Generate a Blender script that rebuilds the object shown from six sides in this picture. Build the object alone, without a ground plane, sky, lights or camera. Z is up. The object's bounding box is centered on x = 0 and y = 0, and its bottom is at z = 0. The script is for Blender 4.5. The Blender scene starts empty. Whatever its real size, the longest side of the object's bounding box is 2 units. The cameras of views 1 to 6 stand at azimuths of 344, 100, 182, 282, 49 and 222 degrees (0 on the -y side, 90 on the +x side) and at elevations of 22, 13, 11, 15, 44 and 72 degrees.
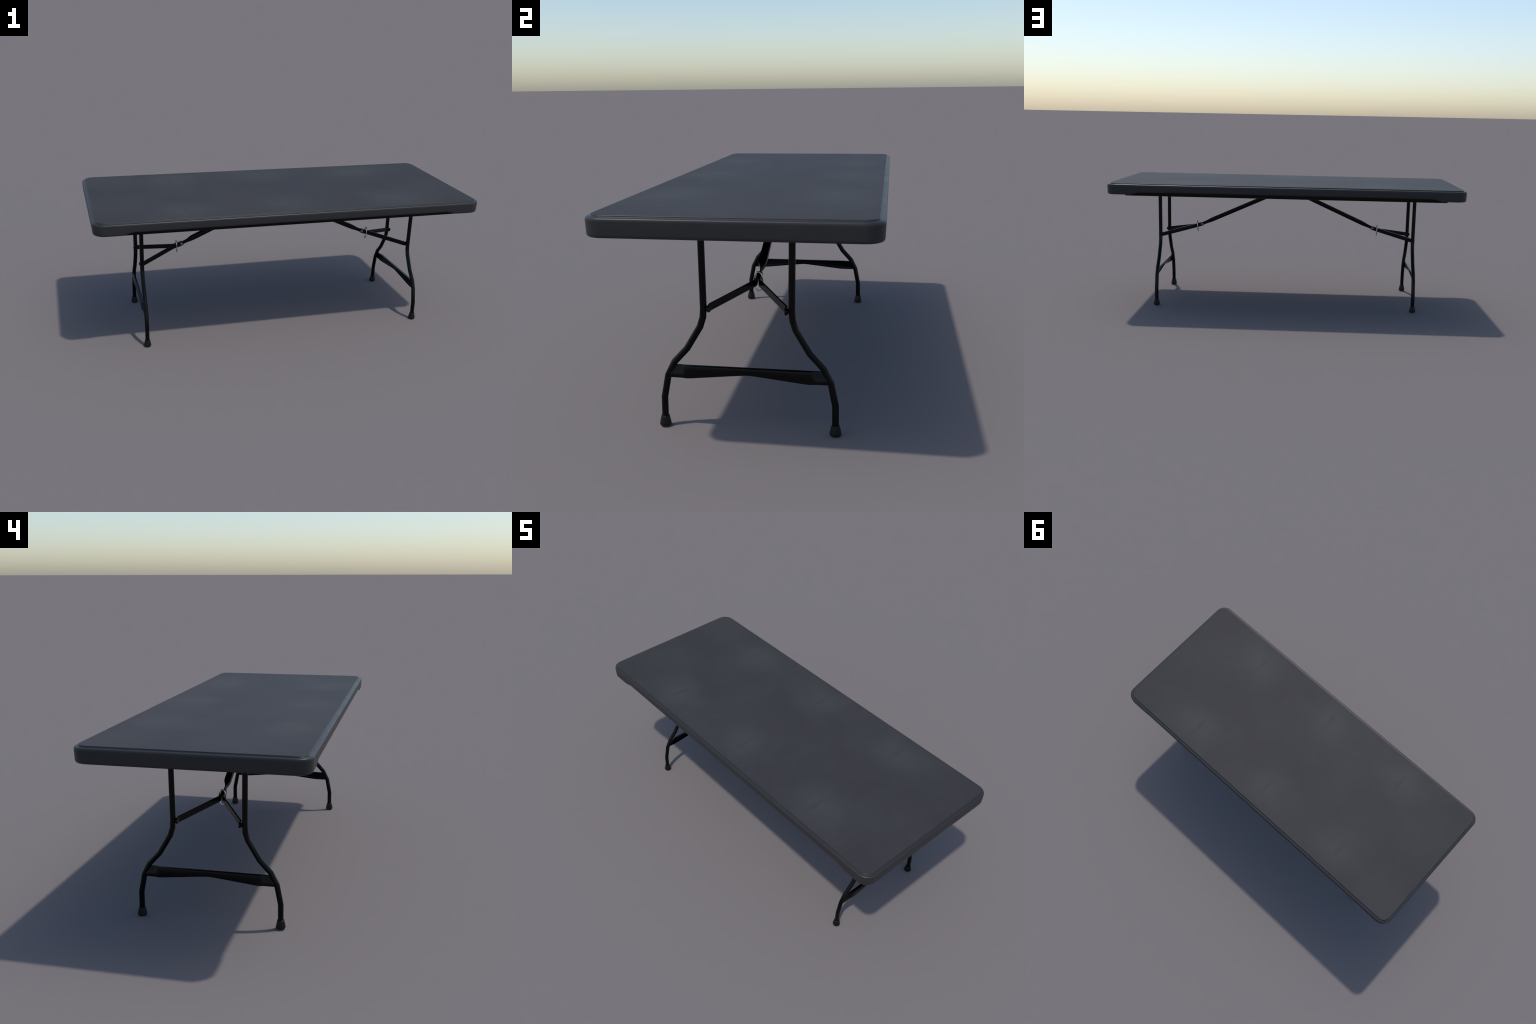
# Folding banquet table: moulded plastic top on two black steel folding leg frames.
import bpy, bmesh, math
from mathutils import Vector, Matrix

# ------------------------------------------------------------------ sizes (m)
HALF_L, HALF_W = 1.0, 0.41425        # half length / half width of the top
CORNER_R = 0.0575                    # plan radius of the top's corners
TOP_Z = 0.7207
RIM_Z = 0.6582                       # lowest line of the rim at ends and corners
CUT_RISE = 0.0135                    # how far the rim lifts along the long sides
CUT_OUT, CUT_IN = 0.872, 0.805       # x where the lift starts / is complete
UNDER_Z = 0.6765                     # underside of the slab inside the rim
LEG_X = 0.7475
TUBE_R = 0.0106

# ------------------------------------------------------------------ materials
def new_mat(name):
    m = bpy.data.materials.new(name)
    m.use_nodes = True
    nt = m.node_tree
    return m, nt, nt.nodes["Principled BSDF"]

class Graph:
    """small helper to write node maths as expressions"""
    def __init__(self, nt): self.nt = nt
    def math(self, op, a, b=None, c=None, clamp=False):
        n = self.nt.nodes.new("ShaderNodeMath"); n.operation = op; n.use_clamp = clamp
        for i, v in enumerate((a, b, c)):
            if v is None: continue
            if isinstance(v, (int, float)): n.inputs[i].default_value = v
            else: self.nt.links.new(v, n.inputs[i])
        return n.outputs[0]
    def ramp01(self, v, lo, hi):
        n = self.nt.nodes.new("ShaderNodeMapRange"); n.interpolation_type = 'SMOOTHSTEP'
        self.nt.links.new(v, n.inputs["Value"])
        n.inputs["From Min"].default_value = lo; n.inputs["From Max"].default_value = hi
        return n.outputs["Result"]
    def mix(self, fac, a, b):
        n = self.nt.nodes.new("ShaderNodeMix"); n.data_type = 'RGBA'
        f, A, B = n.inputs[0], n.inputs[6], n.inputs[7]
        for sock, v in ((f, fac), (A, a), (B, b)):
            if isinstance(v, (int, float)): sock.default_value = v
            elif isinstance(v, tuple): sock.default_value = (*v, 1)
            else: self.nt.links.new(v, sock)
        return n.outputs[2]
    def noise(self, vec, scale, detail=3, rough=0.5, stretch=None):
        if stretch:
            mp = self.nt.nodes.new("ShaderNodeMapping"); mp.inputs["Scale"].default_value = stretch
            self.nt.links.new(vec, mp.inputs["Vector"]); vec = mp.outputs[0]
        n = self.nt.nodes.new("ShaderNodeTexNoise")
        n.inputs["Scale"].default_value = scale; n.inputs["Detail"].default_value = detail
        n.inputs["Roughness"].default_value = rough
        self.nt.links.new(vec, n.inputs["Vector"])
        return n.outputs["Fac"]

def plastic_material():
    m, nt, b = new_mat("grey_moulded_plastic")
    g = Graph(nt)
    tc = nt.nodes.new("ShaderNodeTexCoord"); obj = tc.outputs["Object"]
    sep = nt.nodes.new("ShaderNodeSeparateXYZ"); nt.links.new(obj, sep.inputs[0])
    x, y = sep.outputs[0], sep.outputs[1]
    wob = g.math('MULTIPLY', g.math('SUBTRACT', g.noise(obj, 9.0, 3), 0.5), 0.10)
    # six worn pale patches in two rows of three, each with a short dark scuff across
    dx = g.math('PINGPONG', x, 0.27)
    dy = g.math('SUBTRACT', g.math('ABSOLUTE', y), 0.268)
    dx2 = g.math('MULTIPLY', dx, 0.9)
    rad = g.math('SQRT', g.math('ADD', g.math('MULTIPLY', dx2, dx2), g.math('MULTIPLY', dy, dy)))
    rad = g.math('ADD', rad, wob)
    patch = g.math('SUBTRACT', 1.0, g.ramp01(rad, -0.01, 0.20))
    inside = g.math('SUBTRACT', 1.0, g.ramp01(g.math('ABSOLUTE', x), 0.74, 0.84))
    patch = g.math('MULTIPLY', patch, inside)
    wob2 = g.math('MULTIPLY', g.math('SUBTRACT', g.noise(obj, 22.0, 4), 0.5), 0.035)
    across = g.math('SUBTRACT', 1.0, g.ramp01(g.math('ABSOLUTE', g.math('ADD', dx, wob2)), 0.002, 0.016))
    along = g.math('SUBTRACT', 1.0, g.ramp01(g.math('ABSOLUTE', dy), 0.01, 0.085))
    scuff = g.math('MULTIPLY', g.math('MULTIPLY', across, along), inside)
    blot = g.noise(obj, 2.6, 5, 0.55)
    fine = g.noise(obj, 14.0, 6, 0.6, (1.0, 0.7, 1.0))
    col = g.mix(g.ramp01(blot, 0.36, 0.62), PLASTIC_DARK, PLASTIC_MID)
    col = g.mix(g.math('MULTIPLY', patch, 0.68), col, PLASTIC_PALE)
    col = g.mix(g.math('MULTIPLY', scuff, 0.55), col, PLASTIC_DARK)
    col = g.mix(g.math('MULTIPLY', g.ramp01(fine, 0.45, 0.75), 0.26), col, PLASTIC_PALE)
    nt.links.new(col, b.inputs["Base Color"])
    r = g.math('ADD', g.math('MULTIPLY', fine, 0.10), PLASTIC_ROUGH - 0.05)
    nt.links.new(r, b.inputs["Roughness"])
    grain = g.noise(obj, 900.0, 2)
    bump = nt.nodes.new("ShaderNodeBump")
    bump.inputs["Strength"].default_value = 0.06; bump.inputs["Distance"].default_value = 0.0004
    nt.links.new(grain, bump.inputs["Height"]); nt.links.new(bump.outputs[0], b.inputs["Normal"])
    b.inputs["Specular IOR Level"].default_value = PLASTIC_SPEC
    return m

def simple_material(name, lo, hi, rough, scale, metallic=0.0, spec=0.5):
    m, nt, b = new_mat(name); g = Graph(nt)
    tc = nt.nodes.new("ShaderNodeTexCoord")
    n = g.noise(tc.outputs["Object"], scale, 4)
    nt.links.new(g.mix(n, lo, hi), b.inputs["Base Color"])
    nt.links.new(g.math('ADD', g.math('MULTIPLY', n, 0.12), rough - 0.06), b.inputs["Roughness"])
    b.inputs["Metallic"].default_value = metallic
    b.inputs["Specular IOR Level"].default_value = spec
    return m

PLASTIC_DARK = (0.0402, 0.0384, 0.0415)
PLASTIC_MID = (0.0458, 0.0442, 0.0466)
PLASTIC_PALE = (0.0600, 0.0608, 0.0605)
PLASTIC_ROUGH = 0.58
PLASTIC_SPEC = 0.11
MAT_PLASTIC = plastic_material()
MAT_RIM = simple_material("glossy_rim_plastic", (0.0275, 0.0272, 0.0280), (0.0305, 0.0302, 0.0310), 0.37, 12, spec=0.28)
MAT_STEEL = simple_material("black_coated_steel", (0.0006, 0.0006, 0.0006), (0.0012, 0.0012, 0.0012), 0.27, 30, spec=0.20)
MAT_RUBBER = simple_material("black_rubber", (0.0024, 0.0027, 0.0026), (0.0038, 0.0042, 0.0041), 0.46, 40, spec=0.28)
MAT_ZINC = simple_material("zinc_plated_wire", (0.50, 0.50, 0.51), (0.62, 0.62, 0.63), 0.25, 60, metallic=1.0)
MAT_RIVET = simple_material("dull_rivet_steel", (0.15, 0.15, 0.155), (0.20, 0.20, 0.205), 0.45, 80, metallic=0.3)

# ------------------------------------------------------------------ mesh helpers
def finish(bm, name, mat, angle=40):
    bmesh.ops.remove_doubles(bm, verts=bm.verts, dist=1e-6)
    bmesh.ops.recalc_face_normals(bm, faces=bm.faces)
    lim = math.radians(angle)
    for f in bm.faces: f.smooth = True
    for e in bm.edges:
        if len(e.link_faces) == 2 and e.calc_face_angle(0) > lim: e.smooth = False
    me = bpy.data.meshes.new(name); bm.to_mesh(me); bm.free()
    me.materials.append(mat)
    return me

def place(name, me, parent, loc=(0, 0, 0), scale=(1, 1, 1)):
    o = bpy.data.objects.new(name, me)
    bpy.context.scene.collection.objects.link(o)
    o.parent = parent; o.location = loc; o.scale = scale
    return o

def loft(bm, rings, closed=True, cap=True):
    """skin a list of point rings; closed = each ring is a loop"""
    vs = [[bm.verts.new(p) for p in r] for r in rings]
    n = len(vs[0])
    for a, b in zip(vs, vs[1:]):
        for i in range(n if closed else n - 1):
            j = (i + 1) % n
            bm.faces.new((a[i], a[j], b[j], b[i]))
    if cap:
        bm.faces.new(vs[0]); bm.faces.new(vs[-1])
    return vs

def tube(bm, path, r, sides=20):
    """round tube along a polyline, mitred at the bends"""
    pts = [Vector(p) for p in path]
    rings = []
    d0 = (pts[1] - pts[0]).normalized()
    ref = Vector((1, 0, 0)) if abs(d0.x) < 0.9 else Vector((0, 0, 1))
    for i, p in enumerate(pts):
        din = (p - pts[i - 1]).normalized() if i else None
        dout = (pts[i + 1] - p).normalized() if i < len(pts) - 1 else None
        t = ((din or dout) + (dout or din)).normalized()
        d = dout or din
        u = (ref - d * ref.dot(d)).normalized(); v = d.cross(u)
        ring = []
        for k in range(sides):
            a = 2 * math.pi * k / sides
            q = u * math.cos(a) * r + v * math.sin(a) * r
            q = q - d * (q.dot(t) / d.dot(t))       # slide onto the mitre plane
            ring.append(p + q)
        rings.append(ring)
    loft(bm, rings)

def lathe(bm, profile, axis_origin=(0, 0, 0), sides=32, axis='Z'):
    rings = []
    for r, h in profile:
        ring = []
        for k in range(sides):
            a = 2 * math.pi * k / sides
            c, s = r * math.cos(a), r * math.sin(a)
            p = {'Z': (c, s, h), 'Y': (c, h, s)}[axis]
            ring.append(Vector(p) + Vector(axis_origin))
        rings.append(ring)
    loft(bm, rings)

def smoothstep(t):
    t = max(0.0, min(1.0, t)); return t * t * (3 - 2 * t)

# ------------------------------------------------------------------ table top
def plan_outline(inset):
    """rounded rectangle, same number of points for every inset"""
    r = CORNER_R - inset
    cx, cy = HALF_L - CORNER_R, HALF_W - CORNER_R
    xs = [cx * (1 - 2 * i / 8) for i in range(1, 8)]
    trans = [CUT_OUT + 0.01 - (CUT_OUT - CUT_IN + 0.02) * i / 14 for i in range(15)]
    xs = sorted(set([round(v, 5) for v in xs + trans + [-t for t in trans] if abs(v) < cx - 0.01]), reverse=True)
    ys = [cy * (1 - 2 * i / 4) for i in range(1, 4)]
    pts = []
    def arc(sx, sy, a0):
        for k in range(17):
            a = a0 + math.pi / 2 * k / 16
            pts.append((sx * cx + r * math.cos(a), sy * cy + r * math.sin(a)))
    arc(1, 1, 0)
    pts.extend((x, HALF_W - inset) for x in xs)
    arc(-1, 1, math.pi / 2)
    pts.extend((-(HALF_L - inset), y) for y in ys)
    arc(-1, -1, math.pi)
    pts.extend((x, -(HALF_W - inset)) for x in reversed(xs))
    arc(1, -1, 1.5 * math.pi)
    pts.extend((HALF_L - inset, -y) for y in ys)
    return pts

def table_top():
    # (inset from the outer edge, height, share of the side lift)
    prof = [(0.0240, TOP_Z, 0), (0.0182, TOP_Z, 0), (0.0171, 0.72060, 0), (0.0162, 0.72010, 0),
            (0.0156, 0.71920, 0), (0.0153, 0.71800, 0), (0.0150, 0.71660, 0), (0.0144, 0.71590, 0), (0.0133, 0.71545, 0),
            (0.0115, 0.71525, 0), (0.0070, 0.71480, 0), (0.0046, 0.71430, 0), (0.0028, 0.71330, 0),
            (0.0014, 0.71180, 0), (0.0005, 0.70980, 0), (0.0001, 0.70740, 0), (0.0000, 0.70500, 0), (0.0001, 0.70100, 0),
            (0.0014, 0.67000, 0.9), (0.0016, 0.66640, 1), (0.0023, 0.66280, 1), (0.0044, 0.65980, 1), (0.0075, RIM_Z, 1),
            (0.0200, RIM_Z, 1), (0.0228, 0.66000, 1), (0.0240, 0.66400, 0.7), (0.0248, UNDER_Z, 0), (0.0300, UNDER_Z, 0)]
    bm = bmesh.new()
    rings = []
    for inset, z, share in prof:
        ring = []
        for x, y in plan_outline(inset):
            lift = 0.0
            if abs(y) > HALF_W - 0.05:
                lift = CUT_RISE * share * smoothstep((CUT_OUT - abs(x)) / (CUT_OUT - CUT_IN))
            ring.append((x, y, z + lift))
        rings.append(ring)
    loft(bm, rings)
    for f in bm.faces:                      # raised writing surface / glossy moulded rim
        c = f.calc_center_median()
        raised = c.z > 0.7204
        f.material_index = 0 if raised else 1
    me = finish(bm, "table_top", MAT_PLASTIC, 50)
    me.materials.append(MAT_RIM)
    return me

# ------------------------------------------------------------------ steel parts
LEG_PATH = [(0.1398, UNDER_Z - 0.001), (0.1372, 0.395), (0.1394, 0.366), (0.1492, 0.3355), (0.1930, 0.2625),
            (0.2350, 0.2165), (0.2574, 0.1710), (0.2720, 0.0960), (0.2726, 0.0120)]

def leg():
    bm = bmesh.new(); tube(bm, [(0, y, z) for y, z in LEG_PATH], TUBE_R, 20)
    return finish(bm, "leg", MAT_STEEL, 45)

def foot_cap():
    bm = bmesh.new()
    lathe(bm, [(0.0100, 0.0335), (0.0118, 0.0340), (0.0130, 0.0332), (0.0132, 0.0322),
               (0.0184, 0.0078), (0.0186, 0.0050), (0.0176, 0.0020), (0.0150, 0.0003), (0.0110, 0.0)])
    return finish(bm, "foot_cap", MAT_RUBBER, 40)

def trough_section(half_w, top, bottom, wall):
    """open U: outer skin down and round, then inner skin back; returns (across, height)"""
    h = top - bottom
    r = min(half_w * 0.95, h * 0.48)
    def skin(w, b, rr):
        rr = max(rr, 1e-4)
        out = [(-w, top)]
        for k in range(7):
            a = math.pi + math.pi / 2 * k / 6
            out.append((-w + rr + rr * math.cos(a), b + rr + rr * math.sin(a)))
        for k in range(7):
            a = 1.5 * math.pi + math.pi / 2 * k / 6
            out.append((w - rr + rr * math.cos(a), b + rr + rr * math.sin(a)))
        out.append((w, top))
        return out
    return skin(half_w, bottom, r) + list(reversed(skin(half_w - wall, bottom + wall, r - wall)))

def leg_crossbar():
    """pressed steel channel between the legs: web on the outer side, flanges turned inwards,
    arched below, its upper web pinched back to the tubes at both ends
    (built for +x; local x = 0 is the plane of the legs)"""
    bm = bmesh.new()
    wall, top = 0.0016, 0.2086
    # y, lower edge, how far the upper web is pinched back
    half = [(0.0, 0.1857, 0), (0.012, 0.1852, 0), (0.06, 0.1803, 0), (0.11, 0.1748, 0), (0.155, 0.1700, 0),
            (0.180, 0.1673, 0), (0.193, 0.1663, 0.0005), (0.199, 0.1662, 0.003), (0.207, 0.1662, 0.007),
            (0.214, 0.1663, 0.0085), (0.246, 0.1664, 0.0090)]
    stations = [(-y, b, p) for y, b, p in reversed(half[1:])] + half
    rings = []
    for y, b, pinch in stations:
        f0, f1 = 0.0012, 0.0150 - pinch * 0.45            # flange edge and web, from the leg plane
        mid = b + 0.42 * (top - b)
        def skin(o):
            """outer skin for o = 0, inner skin for o = wall"""
            up = f1 - pinch - o
            return [(f0, top - o), (up - 0.003, top - o), (up - 0.0009, top - 0.0009 - o), (up, top - 0.003 - o),
                    (up + pinch * 0.62, mid + 0.002), (f1 - o, mid - 0.006), (f1 - o, b + 0.003 + o),
                    (f1 - 0.0009 - o, b + 0.0009 + o), (f1 - 0.003 - o, b + o), (0.0040, b + o)]
        ring = []
        for sx, z in skin(0) + list(reversed(skin(wall))):
            ye = y
            if abs(y) > 0.24:               # the ends follow the slope of the tubes
                ye = math.copysign(min(0.2574 - (z - 0.171) * 0.49, 0.2590) - 0.005, y)
            ring.append((sx, ye, z))
        rings.append(ring)
    loft(bm, rings)
    return finish(bm, "leg_crossbar", MAT_STEEL, 30)

def hinge_bar():
    bm = bmesh.new(); tube(bm, [(0, -0.374, 0.664), (0, 0.374, 0.664)], 0.0095, 20)
    return finish(bm, "hinge_bar", MAT_STEEL)

def frame_rail():
    """long steel angle/box rail under each long side (local y = 0 is its outer face)"""
    bm = bmesh.new()
    z0, z1, w, c = 0.6508, UNDER_Z + 0.0005, 0.024, 0.003
    sec = [(0, z1), (0, z0 + c), (-c * 0.3, z0 + c * 0.3), (-c, z0), (-w + c, z0),
           (-w + c * 0.3, z0 + c * 0.3), (-w, z0 + c), (-w, z1)]
    loft(bm, [[(x, y, z) for y, z in sec] for x in (-0.893, 0.893)])
    return finish(bm, "frame_rail", MAT_STEEL)

def brace_arm():
    """flat bar from the leg pivot to the joint on the centre line (built for +x +y)"""
    hh, th = 0.0113, 0.0056
    # x, y, z of the bar's middle line
    line = [(0.7500, 0.1195, 0.3945), (0.7360, 0.1195, 0.3955), (0.7300, 0.1165, 0.3968),
            (0.5680, 0.0095, 0.4310), (0.5605, 0.0056, 0.4328), (0.5500, 0.0051, 0.4358), (0.5186, 0.0051, 0.4457)]
    P = [Vector(p) for p in line]
    bm = bmesh.new()
    outl = []
    # rounded ends are made from shrinking stations beyond the first and last point
    def station(p, tang, half):
        flat = Vector((tang.x, tang.y, 0)).normalized()
        side = Vector((-flat.y, flat.x, 0))
        up = tang.cross(side); up = up if up.z > 0 else -up
        s = side * (th / 2); u = up * half
        return [p - s - u, p + s - u, p + s + u, p - s + u]
    rings = []
    t0 = (P[1] - P[0]).normalized(); t1 = (P[-1] - P[-2]).normalized()
    for k in range(8):
        a = math.pi / 2 * (1 - (k + 0.3) / 8.3)
        rings.append(station(P[0] - t0 * (hh * math.sin(a)), t0, hh * math.cos(a)))
    for i, p in enumerate(P):
        din = (p - P[i - 1]).normalized() if i else t0
        dout = (P[i + 1] - p).normalized() if i < len(P) - 1 else t1
        rings.append(station(p, (din + dout).normalized(), hh))
    for k in reversed(range(8)):
        a = math.pi / 2 * (1 - (k + 0.3) / 8.3)
        rings.append(station(P[-1] + t1 * (hh * math.sin(a)), t1, hh * math.cos(a)))
    loft(bm, rings)
    return finish(bm, "brace_arm", MAT_STEEL, 30)

def pivot_pin():
    """bolt in the leg with the washer that spaces the bar off the tube (axis y)"""
    bm = bmesh.new()
    lathe(bm, [(0.0060, -0.0060), (0.0086, -0.0058), (0.0092, -0.0050), (0.0092, -0.0022), (0.0086, -0.0014),
               (0.0050, -0.0010), (0.0050, 0.0120)], axis='Y', sides=20)
    return finish(bm, "pivot_pin", MAT_STEEL, 35)

def brace_channel():
    """U channel from the joint up to the middle of the underside (built for +x)"""
    a = Vector((0.5186, 0, 0.4457)); b = Vector((0.052, 0, 0.6545))
    # joint end sits a touch below the straight line of the channel
    ax = (b - a).normalized(); up = Vector((-ax.z, 0, ax.x)) ; up = up if up.z > 0 else -up
    L = (b - a).length
    st = [(-0.010, 0.0021, 0.0085, -0.0090), (0.026, 0.0023, 0.0088, -0.0096), (0.036, 0.0036, 0.0092, -0.0102),
          (0.048, 0.0085, 0.0100, -0.0113), (0.058, 0.0120, 0.0112, -0.0122), (0.076, 0.0132, 0.0118, -0.0127),
          (L * 0.5, 0.0132, 0.0118, -0.0127), (L - 0.02, 0.0132, 0.0118, -0.0127), (L + 0.010, 0.0132, 0.0118, -0.0127)]
    bm = bmesh.new(); rings = []
    for s, w, t, bt in st:
        rings.append([a + ax * s + Vector((0, 1, 0)) * u + up * v for u, v in trough_section(w, t, bt, min(0.0018, w * 0.45))])
    loft(bm, rings)
    return finish(bm, "brace_channel", MAT_STEEL, 35)

def centre_bracket():
    """plate on the underside that carries both channels"""
    bm = bmesh.new()
    loft(bm, [[(x, y, z) for x, y in ((-0.085, -0.03), (0.085, -0.03), (0.085, 0.03), (-0.085, 0.03))]
              for z in (0.664, UNDER_Z + 0.0005)])
    bmesh.ops.bevel(bm, geom=list(bm.edges), offset=0.002, segments=2, affect='EDGES')
    return finish(bm, "centre_bracket", MAT_STEEL)

def lock_ring():
    """long wire ring in the y-z plane, pointed at the foot, slightly tilted"""
    bm = bmesh.new()
    n, sides, r = 40, 10, 0.0027
    hh, hw = 0.0318, 0.0142
    pts = []
    for i in range(n):
        a = 2 * math.pi * i / n
        z = hh * math.cos(a)
        y = hw * math.copysign(abs(math.sin(a)) ** (0.95 if z > 0 else 1.3), math.sin(a))
        pts.append(Vector((z * 0.045, y, z)))
    vs = []
    for i, p in enumerate(pts):
        t = (pts[(i + 1) % n] - pts[i - 1]).normalized()
        u = Vector((1, 0, 0)); u = (u - t * u.dot(t)).normalized(); v = t.cross(u)
        vs.append([bm.verts.new(p + u * r * math.cos(2 * math.pi * k / sides) + v * r * math.sin(2 * math.pi * k / sides))
                   for k in range(sides)])
    for i in range(n):
        A, B = vs[i], vs[(i + 1) % n]
        for k in range(sides):
            bm.faces.new((A[k], A[(k + 1) % sides], B[(k + 1) % sides], B[k]))
    return finish(bm, "lock_ring", MAT_ZINC, 60)

def rivet():
    bm = bmesh.new()
    lathe(bm, [(0.0040, -0.004), (0.0078, 0.0), (0.0081, 0.0007), (0.0074, 0.0016), (0.0050, 0.0021), (0.0015, 0.0023)],
          axis='Y', sides=24)
    return finish(bm, "rivet", MAT_RIVET, 50)

# ------------------------------------------------------------------ assembly
table = bpy.data.objects.new("folding_table", None)
bpy.context.scene.collection.objects.link(table)
table["label"] = "long dark grey folding table with black steel legs"
table["category"] = "folding table"

place("table_top", table_top(), table)

me_leg, me_foot, me_arm, me_pin = leg(), foot_cap(), brace_arm(), pivot_pin()
me_bar, me_hinge, me_rail = leg_crossbar(), hinge_bar(), frame_rail()
me_chan, me_ring, me_rivet = brace_channel(), lock_ring(), rivet()

for sy in (1, -1):
    place("frame_rail", me_rail, table, (0, sy * 0.3880, 0), (1, sy, 1))
place("centre_bracket", centre_bracket(), table)

for sx in (1, -1):
    place("hinge_bar", me_hinge, table, (sx * LEG_X, 0, 0))
    place("leg_crossbar", me_bar, table, (sx * LEG_X, 0, 0), (sx, 1, 1))
    ch = place("brace_channel", me_chan, table, (0, 0, 0), (sx, 1, 1))
    place("lock_ring", me_ring, table, (sx * 0.5455, 0, 0.4325), (sx, 1, 1))
    for sy in (1, -1):
        lg = place("leg", me_leg, table, (sx * LEG_X, 0, 0), (1, sy, 1))
        place("foot_cap", me_foot, lg, (0, 0.2727, 0))
        arm = place("brace_arm", me_arm, table, (0, 0, 0), (sx, sy, 1))
        place("pivot_pin", me_pin, arm, (0.7485, 0.1275, 0.3945))
        place("rivet", me_rivet, arm, (0.5186, 0.0079, 0.4457))
